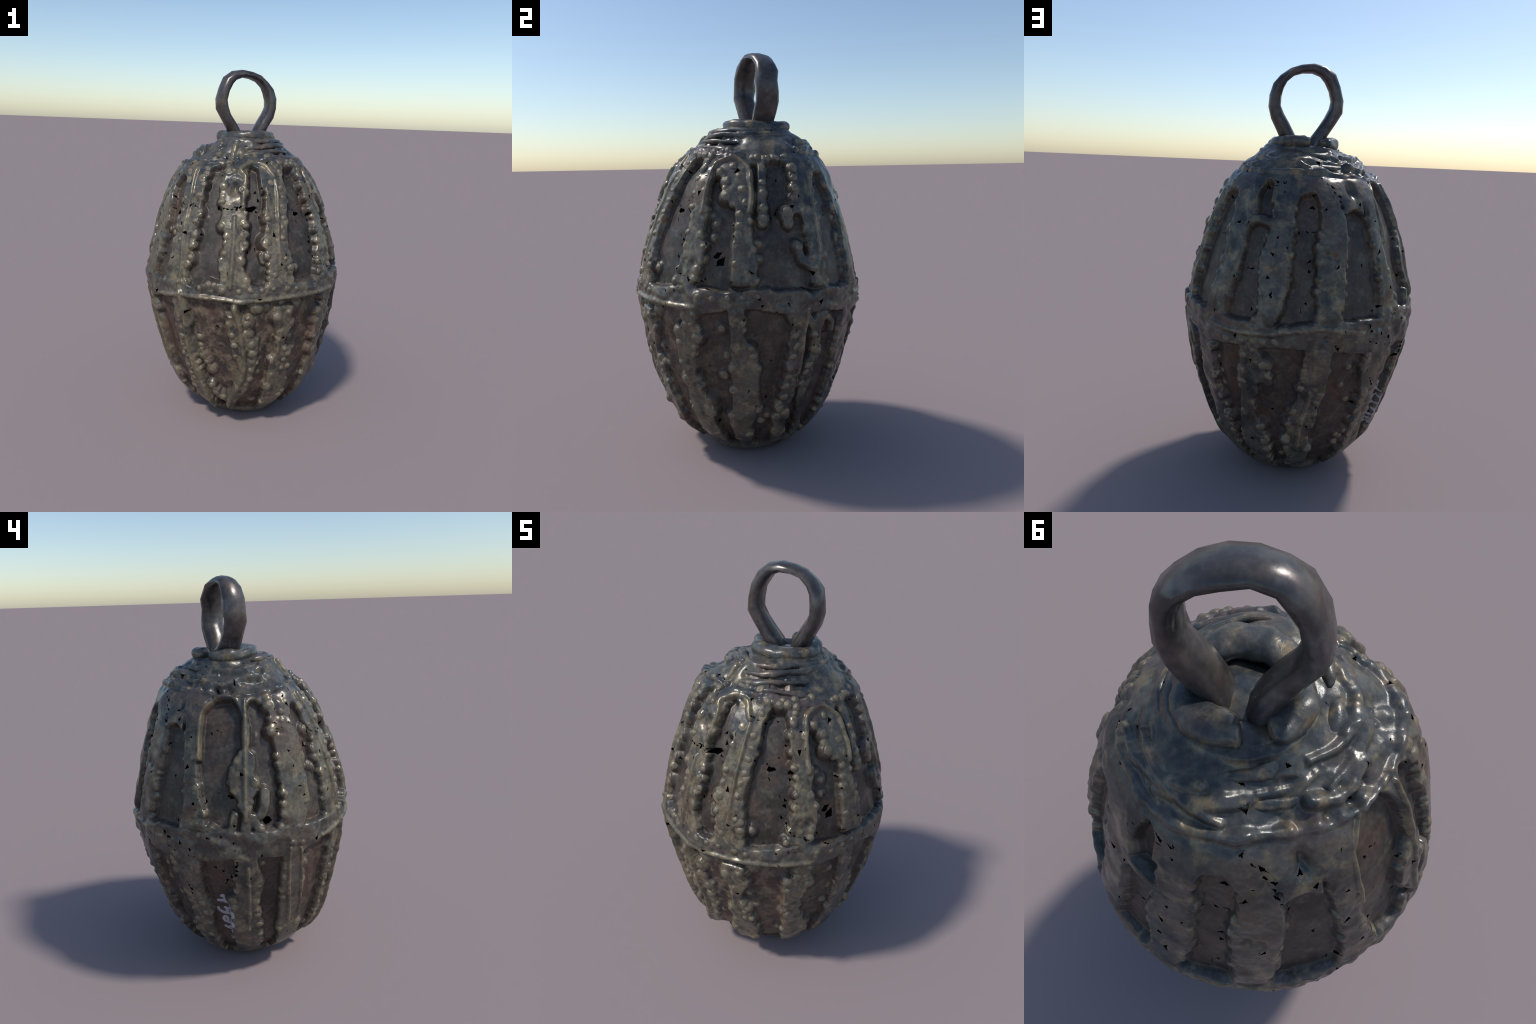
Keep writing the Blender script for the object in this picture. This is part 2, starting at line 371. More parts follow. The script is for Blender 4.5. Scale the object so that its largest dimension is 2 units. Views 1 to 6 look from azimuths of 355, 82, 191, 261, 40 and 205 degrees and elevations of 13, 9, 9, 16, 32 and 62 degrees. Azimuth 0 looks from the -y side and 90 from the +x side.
# ---- neck: loops of wire and torn collar sheet wound around the shoulder
def neck_coils():
    """broken turns of wire, each slumping and fading into the next"""
    for k in range(15):
        z0 = rnd.choice([1.492, 1.512, 1.532, 1.550, 1.566, 1.582]) + rnd.uniform(-.006, .006)
        a0, turn = rnd.uniform(0, 360), rnd.uniform(35, 130)
        tilt, amp, ph = rnd.uniform(-.055, .055), rnd.uniform(.003, .009), rnd.uniform(0, 6)
        W([(min(1.598, max(1.47, z0 + tilt * (u - .5) + amp * math.sin(u * turn / 14 + ph))), a0 + turn * u) for u in np.linspace(0, 1, 9)],
          rnd.uniform(.009, .017), rnd.uniform(.75, 1.1), "neck_wire", .45)
neck_coils()
W([(1.53, 234), (1.515, 250), (1.527, 266)], .018, 1.05, "neck_wire")
for z, az, r, deep, along in [(1.497, 238, .018, .020, .6), (1.492, 250, .02, .024, .6), (1.497, 261, .018, .020, .6), (1.50, 98, .03, .018, .8), (1.495, 110, .03, .014, .8), (1.565, 20, .02, .014, .7),
                              (1.56, 38, .02, .012, .7), (1.565, 0, .02, .012, .7), (1.49, 300, .04, .010, 1), (1.52, 340, .025, .014, 1)]:
    press(z, az, r, deep, along)
for z, az, r, amt in [(1.56, 15, .07, .012), (1.57, 40, .06, .010), (1.54, 290, .07, .010), (1.465, 290, .06, .012), (1.35, 289, .06, .010), (1.56, 200, .08, .006),
                      (1.53, 130, .08, .008), (1.39, 352, .05, .012), (1.53, 60, .06, .010), (1.0, 53, .05, .008), (.85, 240, .07, .007), (1.54, 225, .06, .010), (1.5, 340, .05, .01)]:
    crumple(z, az, r, amt)
for z, az, r, deep, along in [(1.38, 351, .022, .022, 1.6), (1.19, 357, .014, .018, 1.4), (1.10, 356.5, .014, .018, 1.4), (.87, 340, .018, .014, .7), (1.14, 207, .012, .012, 1.4), (1.43, 222.5, .022, .026, 1.6),
                              (1.15, 203, .012, .010, 1.2), (.56, 270, .014, .010, 1.5), (.85, 170, .014, .01, .8), (.83, 232, .02, .012, .7), (.80, 203, .018, .014, .6)]:
    press(z, az, r, deep, along)

# ---- slumped, corroded lumps on shoulder and band; all edges wander
lumpy = smooth(1.42, 1.50, HZ)[:, None] * (H > .5 * RELIEF)
along = P0 * [.42, .42, 1.3]                    # folds run round the shoulder
H += lumpy * (.013 * noise(along, .085, 21) + .010 * (.5 - np.abs(noise(along, .06, 22))) - .004 + .0015 * n_mid)
H += (LABEL == band_label) * (.007 * n_mid + .005 * n_edge)
H += (LABEL > 0) * (.0035 * noise(P0, .06, 23) + .0008 * n_small)
# ---- foot: the straps run together at the pole
foot = rows_between(-1, .10)
fs = slice(0, foot[-1] + 1)
foot_label = label_for("foot_patch")
raise_to(fs, LEVEL[fs] * smooth(.062, .03, HZ[fs][:, None] + .012 * n_mid[fs]), foot_label)

# ---- half melted granules in two rows along every strap: scalloped edges
def melted_rows():
    for ctrl in STRAPS:
        z = [c[0] for c in ctrl]
        az = np.degrees(np.unwrap(np.radians([c[1] for c in ctrl])))
        w = [c[2] / 100 for c in ctrl]
        for side in (-1, 1):
            at = z[0] + .02
            while at < z[-1] - .01:
                R = max(.08, float(np.interp(at, HZ[:OUTER + 1], HR[:OUTER + 1])))
                hw = np.interp(at, z, w)
                r = rnd.uniform(.015, .028)
                worn = .25 if 135 < ctrl[0][1] % 360 < 255 and at > .85 else 1.0      # the back is worn almost flat
                if hw > .028 and rnd.random() < (.40 + .2 * worn) * (1 if at > .8 else .55):
                    a = np.interp(at, z, az) + side * math.degrees(max(hw - rnd.uniform(.4, 1.0) * r, .005) / R)
                    dome(at, a, r, worn * rnd.uniform(.05, .40))
                at += r * rnd.uniform(1.7, 2.6) * (1 if at > .3 else .7)


def dome(z, az, r, rise):
    i, j = grid_at(az, z)
    m = int(2 * r / STEP) + 1
    rr = np.arange(max(i - m, 0), min(i + m + 1, OUTER))
    cc = np.arange(j - m, j + m + 1) % COLS
    x = wrap(AZ[cc][None] - az) * np.pi / 180 * HR[rr][:, None]
    y = ((HZ[rr] - z) / np.maximum(np.abs(NR[rr]), .4))[:, None]
    u = 1 - (x * x + y * y) / (r * r)
    blk = H[np.ix_(rr, cc)]
    top = RELIEF * .95 + r * rise
    H[np.ix_(rr, cc)] = np.where(u > 0, np.maximum(blk, top * np.clip(u * 3, 0, 1) ** .8 - r * .35 * (1 - np.clip(u, 0, 1))), blk)
    lab = LABEL[np.ix_(rr, cc)]
    LABEL[np.ix_(rr, cc)] = np.where((u > .15) & ((lab == 0) | ((rise > .15) & (u > .3))), melted_label, lab)


melted_label = label_for("melted_granules")
melted_rows()
# soften everything a little, as old worn metal
def blur(h, n):
    for _ in range(n):
        h = (np.roll(h, 1, 1) + np.roll(h, -1, 1) + 2 * h) / 4
        h[1:-1] = (h[:-2] + h[2:] + 2 * h[1:-1]) / 4
    return h
H = blur(H, 2)

# ------------------------------------------------------------------ granules
GRANULES = []           # azimuth, z, radius, sink


def granules(half, about, spots):
    """soldered metal beads near an azimuth: (azimuth, height, radius in mm)"""
    for az, z, mm in spots:
        if z < .5 and 212 < az < 226:
            az += 8                    # on the far flank of that strap
        if 1 < z and 131 < az < 141:
            az = 144
        GRANULES.append((az, z, mm / 1000 * .92, rnd.uniform(.34, .56) if z < .82 and (az < 35 or az > 315) else rnd.uniform(.36, .62)))


granules("upper", 0, [(345.6, 1.459, 29), (356.7, 1.366, 21), (13.2, 1.225, 28), (358.9, 1.193, 21), (12.7, 1.171, 21), (356.8, 1.144, 23), (11.6, 1.109, 37), (358.4, 1.100, 21), (346.7, 1.050, 23), (11.5, 1.042, 23), (14.1, 0.879, 16), (1.9, 0.873, 23), (7.7, 0.873, 21), (347.0, 0.865, 26), (355.8, 0.863, 21)])
granules("upper", 30, [(40.6, 1.538, 20), (22.3, 1.534, 35), (42.4, 1.505, 21), (31.0, 1.502, 25), (28.8, 1.462, 24), (26.2, 1.376, 22), (26.2, 1.331, 22), (24.7, 1.286, 22), (24.2, 1.227, 21), (22.4, 1.182, 21), (21.6, 1.128, 24), (21.8, 1.028, 19), (24.5, 0.981, 26), (29.2, 0.978, 24), (15.2, 0.948, 22), (22.0, 0.876, 24), (27.6, 0.868, 19)])
granules("upper", 60, [(64.6, 1.508, 21), (51.3, 1.507, 21), (51.6, 1.465, 19), (71.8, 1.444, 21), (50.2, 1.430, 19), (63.5, 1.418, 27), (48.6, 1.385, 19), (68.8, 1.376, 27), (49.0, 1.321, 19), (70.0, 1.307, 30), (50.1, 1.258, 21), (63.0, 1.230, 18), (65.5, 1.191, 25), (50.7, 1.149, 19), (65.1, 1.134, 22), (61.0, 1.090, 18), (46.3, 0.937, 22)])
granules("upper", 90, [(88.7, 1.485, 22), (93.7, 1.482, 23), (104.0, 1.481, 21), (76.4, 1.398, 21), (91.3, 1.364, 20), (79.6, 1.339, 27), (91.4, 1.320, 23), (81.5, 1.279, 24), (91.1, 1.254, 27), (78.9, 1.231, 22), (91.5, 1.210, 27), (79.0, 1.178, 22), (88.2, 1.103, 24), (88.6, 1.039, 22), (77.9, 1.017, 20)])
granules("upper", 120, [(114.2, 1.429, 28), (127.4, 1.404, 26), (112.9, 1.383, 19), (112.1, 1.338, 23), (110.4, 1.297, 21), (105.3, 1.232, 32), (133.4, 1.110, 24), (109.5, 1.080, 23)])
granules("upper", 150, [(138.0, 1.196, 22)])
granules("upper", 240, [(239.2, 1.072, 21), (241.3, 0.856, 20)])
granules("upper", 270, [(283.7, 1.305, 24), (271.7, 0.887, 22), (281.4, 0.883, 20)])
granules("upper", 300, [(309.8, 1.427, 17), (286.6, 1.419, 29), (293.4, 1.389, 20), (313.3, 1.386, 17), (313.6, 1.306, 17), (310.3, 1.292, 27), (313.5, 1.240, 17), (311.3, 1.196, 23), (314.7, 1.156, 17), (311.4, 1.156, 22), (302.1, 1.135, 18), (307.8, 1.122, 21), (286.9, 0.803, 20)])
granules("upper", 330, [(325.9, 1.510, 20), (342.2, 1.501, 22), (326.0, 1.438, 24), (326.5, 1.383, 24), (325.4, 1.325, 27), (343.0, 1.303, 24), (327.4, 1.243, 24), (326.0, 1.196, 24), (344.1, 1.183, 26), (326.2, 1.127, 29), (316.7, 1.093, 17), (326.2, 1.072, 21), (325.8, 1.012, 29), (338.8, 0.887, 24), (342.3, 0.886, 19), (320.7, 0.879, 17), (333.7, 0.867, 19)])
granules("lower", 0, [(10.8, 0.772, 24), (5.4, 0.769, 33), (4.9, 0.707, 21), (0.4, 0.680, 33), (1.2, 0.620, 29), (351.7, 0.612, 24), (3.0, 0.559, 29), (353.0, 0.549, 24), (3.5, 0.503, 30), (353.4, 0.490, 22), (4.0, 0.451, 25), (2.9, 0.396, 25), (8.1, 0.375, 20), (3.0, 0.339, 23), (360.0, 0.301, 23), (7.4, 0.156, 27)])
granules("lower", 30, [(19.9, 0.795, 20), (29.7, 0.768, 30), (23.9, 0.739, 24), (17.5, 0.715, 36), (26.7, 0.671, 25), (27.7, 0.579, 23), (30.9, 0.502, 31), (27.3, 0.487, 27), (16.4, 0.448, 23), (24.7, 0.448, 20), (24.5, 0.393, 21), (18.1, 0.352, 21), (44.4, 0.308, 22), (16.9, 0.277, 29), (30.6, 0.225, 24), (28.6, 0.201, 27)])
granules("lower", 60, [(57.7, 0.798, 20), (51.7, 0.779, 23), (55.7, 0.745, 18), (69.9, 0.723, 26), (47.4, 0.704, 28), (58.0, 0.680, 32), (47.7, 0.645, 28), (72.3, 0.596, 25), (47.8, 0.553, 24), (70.0, 0.500, 25), (48.7, 0.471, 30), (60.3, 0.361, 32), (60.2, 0.306, 32), (73.1, 0.291, 25)])
granules("lower", 90, [(84.2, 0.641, 20), (85.2, 0.601, 23), (75.9, 0.547, 26), (87.5, 0.534, 21), (104.9, 0.526, 26), (104.6, 0.480, 24), (103.6, 0.433, 27), (103.1, 0.377, 24), (89.3, 0.318, 22), (101.6, 0.316, 27), (95.5, 0.266, 25), (91.4, 0.239, 25)])
granules("lower", 120, [(105.9, 0.686, 23), (116.3, 0.673, 24), (107.2, 0.629, 28), (120.4, 0.585, 29), (105.7, 0.581, 28), (115.9, 0.527, 27), (115.0, 0.487, 24), (113.5, 0.436, 27)])
granules("lower", 150, [(164.6, 0.772, 22), (156.8, 0.766, 23), (147.5, 0.643, 19), (164.5, 0.625, 28), (164.2, 0.572, 30), (145.3, 0.547, 19), (147.4, 0.444, 20), (148.7, 0.393, 20), (148.7, 0.331, 20)])
granules("lower", 180, [(180.3, 0.781, 26), (174.8, 0.779, 24), (170.3, 0.777, 19), (170.5, 0.736, 17), (165.4, 0.703, 25), (175.4, 0.665, 34), (194.3, 0.621, 20), (177.4, 0.612, 23), (193.5, 0.563, 27), (190.4, 0.431, 26), (188.4, 0.362, 24), (171.9, 0.328, 27), (186.4, 0.268, 27), (173.7, 0.249, 25), (173.9, 0.201, 20), (184.2, 0.145, 26)])
granules("lower", 210, [(217.3, 0.651, 19), (215.1, 0.560, 20), (203.9, 0.530, 23), (224.0, 0.482, 22), (202.5, 0.481, 21), (212.8, 0.479, 23), (202.4, 0.409, 21), (221.8, 0.340, 27), (219.1, 0.288, 25), (213.6, 0.264, 21), (216.9, 0.253, 25), (214.1, 0.216, 25), (201.0, 0.209, 23)])
granules("lower", 240, [(225.4, 0.710, 18), (239.1, 0.696, 25), (235.7, 0.519, 29), (236.8, 0.454, 29), (237.8, 0.393, 27), (227.2, 0.361, 20), (237.3, 0.327, 25), (236.7, 0.245, 26)])
granules("lower", 270, [(272.2, 0.695, 22), (270.2, 0.576, 21), (255.4, 0.494, 28), (268.8, 0.395, 24), (270.2, 0.328, 22), (270.7, 0.261, 20), (271.6, 0.195, 20)])
granules("lower", 300, [(292.9, 0.788, 20), (299.7, 0.687, 21), (295.4, 0.667, 21), (302.5, 0.260, 22)])
granules("lower", 330, [(319.0, 0.679, 19), (318.4, 0.656, 18), (319.7, 0.613, 20), (330.1, 0.566, 30), (318.7, 0.559, 22), (318.4, 0.534, 18), (329.8, 0.510, 25), (317.5, 0.505, 23), (319.2, 0.480, 18), (330.0, 0.454, 28), (317.2, 0.452, 20), (319.7, 0.440, 18), (333.5, 0.418, 23), (319.3, 0.383, 21), (336.2, 0.367, 28), (321.7, 0.366, 18), (319.4, 0.327, 21), (320.8, 0.296, 21), (335.0, 0.271, 24), (320.8, 0.238, 22), (337.5, 0.221, 27), (343.0, 0.193, 32), (315.9, 0.189, 25)])

# rows of smaller beads that the wear has half melted: along strap edges and the neck
def bead_row(z0, z1, a0, a1, n, r, sink):
    for t in np.linspace(0, 1, n):
        if rnd.random() < .82:
            GRANULES.append((a0 + (a1 - a0) * t + rnd.uniform(-.4, .4), z0 + (z1 - z0) * t + rnd.uniform(-.004, .004), r * rnd.uniform(.85, 1.15), sink))
bead_row(1.488, 1.485, 86, 112, 6, .020, .35)
bead_row(1.500, 1.487, 34, 52, 4, .022, .35)
bead_row(.875, .878, 60, 88, 5, .019, .6)
bead_row(1.24, .94, 144, 142, 7, .020, .7)
bead_row(1.24, .95, 200, 198, 6, .018, .65)
bead_row(.52, .16, 229, 229, 7, .020, .6)
bead_row(.70, .20, 148, 152, 9, .018, .6)

_kept = []
for g in GRANULES:
    R = np.interp(g[1], HZ[:OUTER + 1], HR[:OUTER + 1])
    if all(math.hypot(math.radians(wrap(g[0] - k[0])) * R, g[1] - k[1]) > .75 * max(g[2], k[2]) for k in _kept):
        _kept.append(g)
GRANULES = _kept[:292]


def frame(az, z, h):
    """point and outward normal on the body, at relief height h"""
    i, j = grid_at(az, z)
    a = math.radians(az)
    h = h + WARP[i, j]
    r, zz = base_r[i] + h * NR[i], base_z[i] + h * NZ[i]
    p = Vector((CXR[i] + r * math.sin(a), CYR[i] - r * math.cos(a), zz))
    return p, Vector((NR[i] * math.sin(a), -NR[i] * math.cos(a), NZ[i])).normalized()


bead_place = []
H_plain = H.copy()
for az, z, r, sink in GRANULES:
    i, j = grid_at(az, z)
    k = max(2, int(r / STEP))
    cols = np.arange(j - k, j + k + 1) % COLS
    around = H_plain[max(i - k, 0):i + k + 1][:, cols]
    level = max(.012, float(np.quantile(around, .7)))
    bead_place.append((az, z, r, level - sink * r))
    # solder fillet round each bead
    m = int(2.2 * r / STEP) + 1
    rr = np.arange(max(i - m, 0), min(i + m + 1, OUTER))
    cc = np.arange(j - m, j + m + 1) % COLS
    x = wrap(AZ[cc][None] - az) * np.pi / 180 * HR[rr][:, None]
    y = ((HZ[rr] - z) / np.maximum(np.abs(NR[rr]), .4))[:, None]
    d = np.hypot(x, y)
    dome = level - sink * r + .62 * r * np.sqrt(np.clip(1 - (d / (1.12 * r)) ** 2, 0, 1)) - np.where(d > 1.12 * r, 1, 0)
    fillet = level * smooth(1.95 * r, .9 * r, d)
    blk = H[np.ix_(rr, cc)]
    H[np.ix_(rr, cc)] = np.maximum(blk, np.maximum(dome, np.minimum(fillet, level * .97)))
H = blur(H, 2)
P = place(H + WARP)
P[..., 2] = np.maximum(P[..., 2], .0006 * (1 + n_mid))

# ------------------------------------------------------------------ tears: small ragged holes and slits
HOLE = np.zeros((ROWS, COLS), bool)
def tear(z, az, size, n=3, stretch=1.0, turn=None):
    turn = rnd.uniform(0, TAU) if turn is None else turn
    ang = sorted(TAU * (k + rnd.uniform(-.3, .3)) / n for k in range(n))
    poly = [(size * rnd.uniform(.6, 1.1) * math.cos(t), size * stretch * rnd.uniform(.6, 1.1) * math.sin(t)) for t in ang]
    poly = [(x * math.cos(turn) - y * math.sin(turn), x * math.sin(turn) + y * math.cos(turn)) for x, y in poly]
    m = int(size * max(1, stretch) * 1.3 / STEP) + 2
    i, j = grid_at(az, z)
    rr = np.arange(max(i - m, 2), min(i + m + 1, OUTER))
    cc = np.arange(j - m, j + m + 1) % COLS
    x = wrap(AZ[cc][None] - az) * np.pi / 180 * HR[rr][:, None]
    y = ((HZ[rr] - z) / np.maximum(np.abs(NR[rr]), .4))[:, None] + 0 * x
    inside = np.ones(x.shape, bool)
    for (xa, ya), (xb, yb) in zip(poly, poly[1:] + poly[:1]):
        inside &= (xb - xa) * (y - ya) - (yb - ya) * (x - xa) >= 0
    HOLE[np.ix_(rr, cc)] |= inside


for z, az, size, n, st in [(1.278, 3, .020, 5, 2.2), (1.274, 353, .018, 4, .7), (1.249, 37, .026, 5, .8), (1.364, 6, .013, 3, 1), (1.275, 340, .013, 4, .9),
                           (1.272, 320, .013, 4, .4), (1.229, 307, .016, 3, 1.6), (.589, 22, .011, 4, 1), (.597, 323.8, .013, 3, .4), (.489, 316, .020, 3, .18), (.811, 30, .008, 3, 1),
                           (1.246, 47.5, .022, 3, 1), (1.033, 70, .026, 4, 1.3), (1.252, 36, .016, 3, .6), (1.272, 90, .011, 3, .6), (.87, 88, .016, 4, .7), (.834, 89.5, .013, 3, .6),
                           (.369, 93.6, .014, 3, .7), (.343, 87, .014, 3, .7), (.657, 123, .024, 4, .35), (.622, 105.7, .012, 3, .6), (.802, 95.4, .014, 3, .5),
                           (1.081, 164.4, .032, 3, .18), (1.253, 192, .026, 3, .2), (1.438, 207.8, .013, 3, 1), (1.398, 211.5, .014, 3, .7), (1.372, 132, .014, 3, .8), (1.406, 177, .012, 3, .6),
                           (.6, 148, .012, 3, 1), (.685, 169, .020, 3, .3), (.769, 207, .012, 3, .6), (.448, 226, .016, 3, .8), (.78, 236.7, .018, 4, .5),
                           (1.289, 235.4, .012, 3, .8), (1.318, 246.7, .012, 3, .8), (1.515, 266, .022, 3, .35), (1.24, 301.8, .014, 3, .4), (1.34, 287, .018, 3, .4), (1.358, 224.9, .022, 3, .3),
                           (.919, 275, .030, 6, .8), (.70, 259.5, .020, 4, .6), (.716, 251, .018, 3, .5), (.668, 248, .014, 3, .6), (.653, 251.5, .016, 3, .7), (.545, 233, .018, 3, .4), (.443, 229, .014, 3, .6),
                           (1.373, 10.6, .013, 3, .5), (1.324, 8, .014, 3, 1), (1.439, 40, .014, 3, .5), (1.381, 60.5, .007, 3, 1), (1.269, 35, .012, 3, .6), (1.279, 355.5, .012, 3, 1),
                           (1.057, 67.5, .024, 4, 1.1), (.944, 54.5, .018, 3, .6), (.964, 49.5, .016, 3, .6), (1.135, 43, .014, 3, .4), (.728, 10.7, .008, 3, .7), (.95, 62, .016, 3, .5), (.925, 58, .014, 3, .5)]:
    tear(z, az, size, n, st)
def crack(path, n, size):
    """ragged line of small tears where sheet or strap has split"""
    for u in np.linspace(0, 1, n):
        f = u * (len(path) - 1)
        k = min(int(f), len(path) - 2)
        z = path[k][0] + (path[k + 1][0] - path[k][0]) * (f - k)
        az = path[k][1] + (path[k + 1][1] - path[k][1]) * (f - k)
        if rnd.random() < .8:
            run = math.atan2(path[k + 1][0] - path[k][0], math.radians(path[k + 1][1] - path[k][1]) * .5)
            tear(z + rnd.uniform(-.006, .006), az + rnd.uniform(-.6, .6), size * rnd.uniform(.6, 1.3), 3, rnd.uniform(.2, .6), run + rnd.uniform(-.4, .4))
crack([(1.275, 314), (1.272, 327)], 7, .014)
crack([(1.268, 345), (1.282, 359)], 7, .016)
crack([(.79, 97), (.75, 104), (.66, 106), (.58, 108), (.46, 109.5), (.36, 109), (.28, 110)], 18, .013)
crack([(.70, 224), (.62, 228), (.54, 232), (.47, 233)], 11, .014)
crack([(.775, 225), (.74, 238), (.725, 252), (.735, 256)], 12, .013)
crack([(.82, 258), (.75, 260), (.68, 260), (.62, 256), (.58, 252)], 11, .016)
crack([(1.45, 206), (1.40, 211), (1.35, 212.5), (1.32, 214)], 9, .014)
crack([(1.02, 46), (.965, 49), (.95, 56), (.93, 63)], 11, .014)
crack([(1.465, 18), (1.445, 23), (1.425, 31)], 8, .012)
crack([(.66, 116), (.655, 128)], 6, .014)
crack([(1.50, 122), (1.46, 127), (1.42, 130)], 7, .012)
crack([(1.31, 287), (1.33, 296), (1.29, 301)], 7, .013)
for _ in range(120):
    tear(rnd.uniform(.75, 1.60), rnd.uniform(0, 360), rnd.uniform(.010, .021), 3, rnd.choice([1, .8, .5, .35]))
for _ in range(110):
    tear(rnd.uniform(.12, 1.60), rnd.uniform(0, 360), rnd.uniform(.008, .015), 3, rnd.choice([1, .7, .4, .25]))
for _ in range(40):
    tear(rnd.uniform(.85, 1.45), rnd.uniform(0, 360), rnd.uniform(.012, .022), 3, .12)
HOLE[OUTER - 3:] = False

# ------------------------------------------------------------------ materials
def nodes_of(name):
    m = bpy.data.materials.new(name)
    m.use_nodes = True
    nt = m.node_tree
    return m, nt, nt.nodes["Principled BSDF"]


def metal(name, dark, mid, light, rust, rough=.36, spec=.5, metallic=.35, light_at=.56, rust_at=.60, front=None, bump=.25, fine=1.0):
    """old silver: mid tone patina, dark sulphide blotches, pale worn or dusty spots, warm tarnish"""
    m, nt, bsdf = nodes_of(name)
    N, L = nt.nodes.new, nt.links.new
    co = N("ShaderNodeTexCoord").outputs["Object"]

    def tex(scale, detail=4, roughness=.55, off=0.0):
        mp = N("ShaderNodeMapping")
        mp.inputs["Location"].default_value = (off, off * 1.7, off * .6)
        t = N("ShaderNodeTexNoise")
        t.inputs["Scale"].default_value = scale
        t.inputs["Detail"].default_value = detail
        t.inputs["Roughness"].default_value = roughness
        L(co, mp.inputs["Vector"])
        L(mp.outputs[0], t.inputs["Vector"])
        return t.outputs["Fac"]

    def ramp(fac, lo, hi):
        r = N("ShaderNodeMapRange")
        r.interpolation_type = "SMOOTHSTEP"
        r.inputs["From Min"].default_value, r.inputs["From Max"].default_value = lo, hi
        L(fac, r.inputs["Value"])
        return r.outputs["Result"]

    def mix(fac, a, b):
        x = N("ShaderNodeMix")
        x.data_type = "RGBA"
        for sock, v in ((x.inputs[6], a), (x.inputs[7], b)):
            if isinstance(v, tuple):
                sock.default_value = (*v, 1)
            else:
                L(v, sock)
        L(fac, x.inputs[0])
        return x.outputs[2]

    def times(a, b):
        x = N("ShaderNodeMath")
        x.operation = "MULTIPLY"
        for sock, v in zip(x.inputs, (a, b)):
            if isinstance(v, (int, float)):
                sock.default_value = v
            else:
                L(v, sock)
        return x.outputs[0]

    c = mix(ramp(tex(11, 6, .6), .36, .62), dark, mid)
    c = mix(times(ramp(tex(16, 5, .6, 3.1), light_at - .08, light_at + .12), 1.0), c, light)
    rf = ramp(tex(5, 4, .6, 7.7), rust_at - .1, rust_at + .12)
    c = mix(rf, c, rust)
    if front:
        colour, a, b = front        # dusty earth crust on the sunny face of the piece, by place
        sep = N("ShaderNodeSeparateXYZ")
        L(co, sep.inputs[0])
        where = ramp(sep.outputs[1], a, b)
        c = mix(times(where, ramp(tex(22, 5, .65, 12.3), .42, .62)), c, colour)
    speck = ramp(tex(60 * fine, 3, .6, 5.5), .35, .7)
    c2 = N("ShaderNodeMix")
    c2.data_type, c2.blend_type = "RGBA", "MULTIPLY"
    c2.inputs[0].default_value = .55
    L(c, c2.inputs[6])
    gr = N("ShaderNodeMix")
    gr.data_type = "RGBA"
    gr.inputs[6].default_value, gr.inputs[7].default_value = (.55, .55, .58, 1), (1.25, 1.22, 1.15, 1)
    L(speck, gr.inputs[0])
    L(gr.outputs[2], c2.inputs[7])
    L(c2.outputs[2], bsdf.inputs["Base Color"])
    rr = N("ShaderNodeMapRange")
    rr.inputs["From Min"].default_value, rr.inputs["From Max"].default_value = .3, .7
    rr.inputs["To Min"].default_value, rr.inputs["To Max"].default_value = rough - .06, rough + .16
    L(tex(12, 4, .6, 9.1), rr.inputs["Value"])
    L(rr.outputs["Result"], bsdf.inputs["Roughness"])
    bsdf.inputs["Metallic"].default_value = metallic
    bsdf.inputs["Specular IOR Level"].default_value = spec
    b = N("ShaderNodeBump")
    b.inputs["Strength"].default_value = bump
    b.inputs["Distance"].default_value = .006
    L(tex(45 * fine, 4, .6, 1.3), b.inputs["Height"])
    L(b.outputs[0], bsdf.inputs["Normal"])
    return m


MAT = {
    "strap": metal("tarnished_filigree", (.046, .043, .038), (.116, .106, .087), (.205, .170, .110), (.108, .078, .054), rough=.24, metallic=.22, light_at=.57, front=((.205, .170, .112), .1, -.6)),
    "cap": metal("tarnished_shoulder", (.040, .046, .050), (.102, .098, .086), (.200, .162, .102), (.108, .082, .066), rough=.28, metallic=.22, light_at=.57),
    "band": metal("tarnished_band", (.052, .050, .046), (.112, .100, .084), (.175, .150, .105), (.110, .080, .062), rough=.28, metallic=.2),
    "upper_shell": metal("brown_sheet_upper", (.040, .032, .027), (.070, .057, .048), (.104, .088, .070), (.096, .062, .044), rough=.36, metallic=.12, spec=.38),  # browns darkened to bring out the shade inside the recessed panels
    "lower_shell": metal("brown_sheet_lower", (.044, .034, .029), (.068, .051, .043), (.102, .078, .060), (.092, .052, .038), rough=.44, metallic=.08, spec=.35,  # base tones lowered too, recess shadow tinted into the lower panels
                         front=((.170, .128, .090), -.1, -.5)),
    "wire": metal("worn_wire", (.100, .092, .070), (.195, .163, .106), (.250, .204, .130), (.150, .115, .080), rough=.27, metallic=.25),
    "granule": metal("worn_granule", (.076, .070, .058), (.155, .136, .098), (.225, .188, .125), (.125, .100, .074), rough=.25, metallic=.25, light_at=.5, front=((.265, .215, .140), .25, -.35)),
    "loop": metal("smooth_loop_metal", (.060, .055, .054), (.094, .085, .082), (.118, .114, .114), (.112, .084, .070), rough=.25, metallic=.35, bump=.12, fine=.6),
    "collar": metal("collar_metal", (.042, .050, .054), (.102, .100, .090), (.225, .175, .105), (.112, .088, .080), rough=.27, metallic=.22, light_at=.57),
}
paint, nt, bsdf = nodes_of("white_paint")
tn = nt.nodes.new("ShaderNodeTexNoise"); tn.inputs["Scale"].default_value = 70
cr = nt.nodes.new("ShaderNodeValToRGB")
cr.color_ramp.elements[0].position, cr.color_ramp.elements[0].color = .35, (.20, .19, .20, 1)
cr.color_ramp.elements[1].position, cr.color_ramp.elements[1].color = .6, (.40, .38, .42, 1)
nt.links.new(tn.outputs["Fac"], cr.inputs[0]); nt.links.new(cr.outputs[0], bsdf.inputs["Base Color"])
bsdf.inputs["Roughness"].default_value = .7

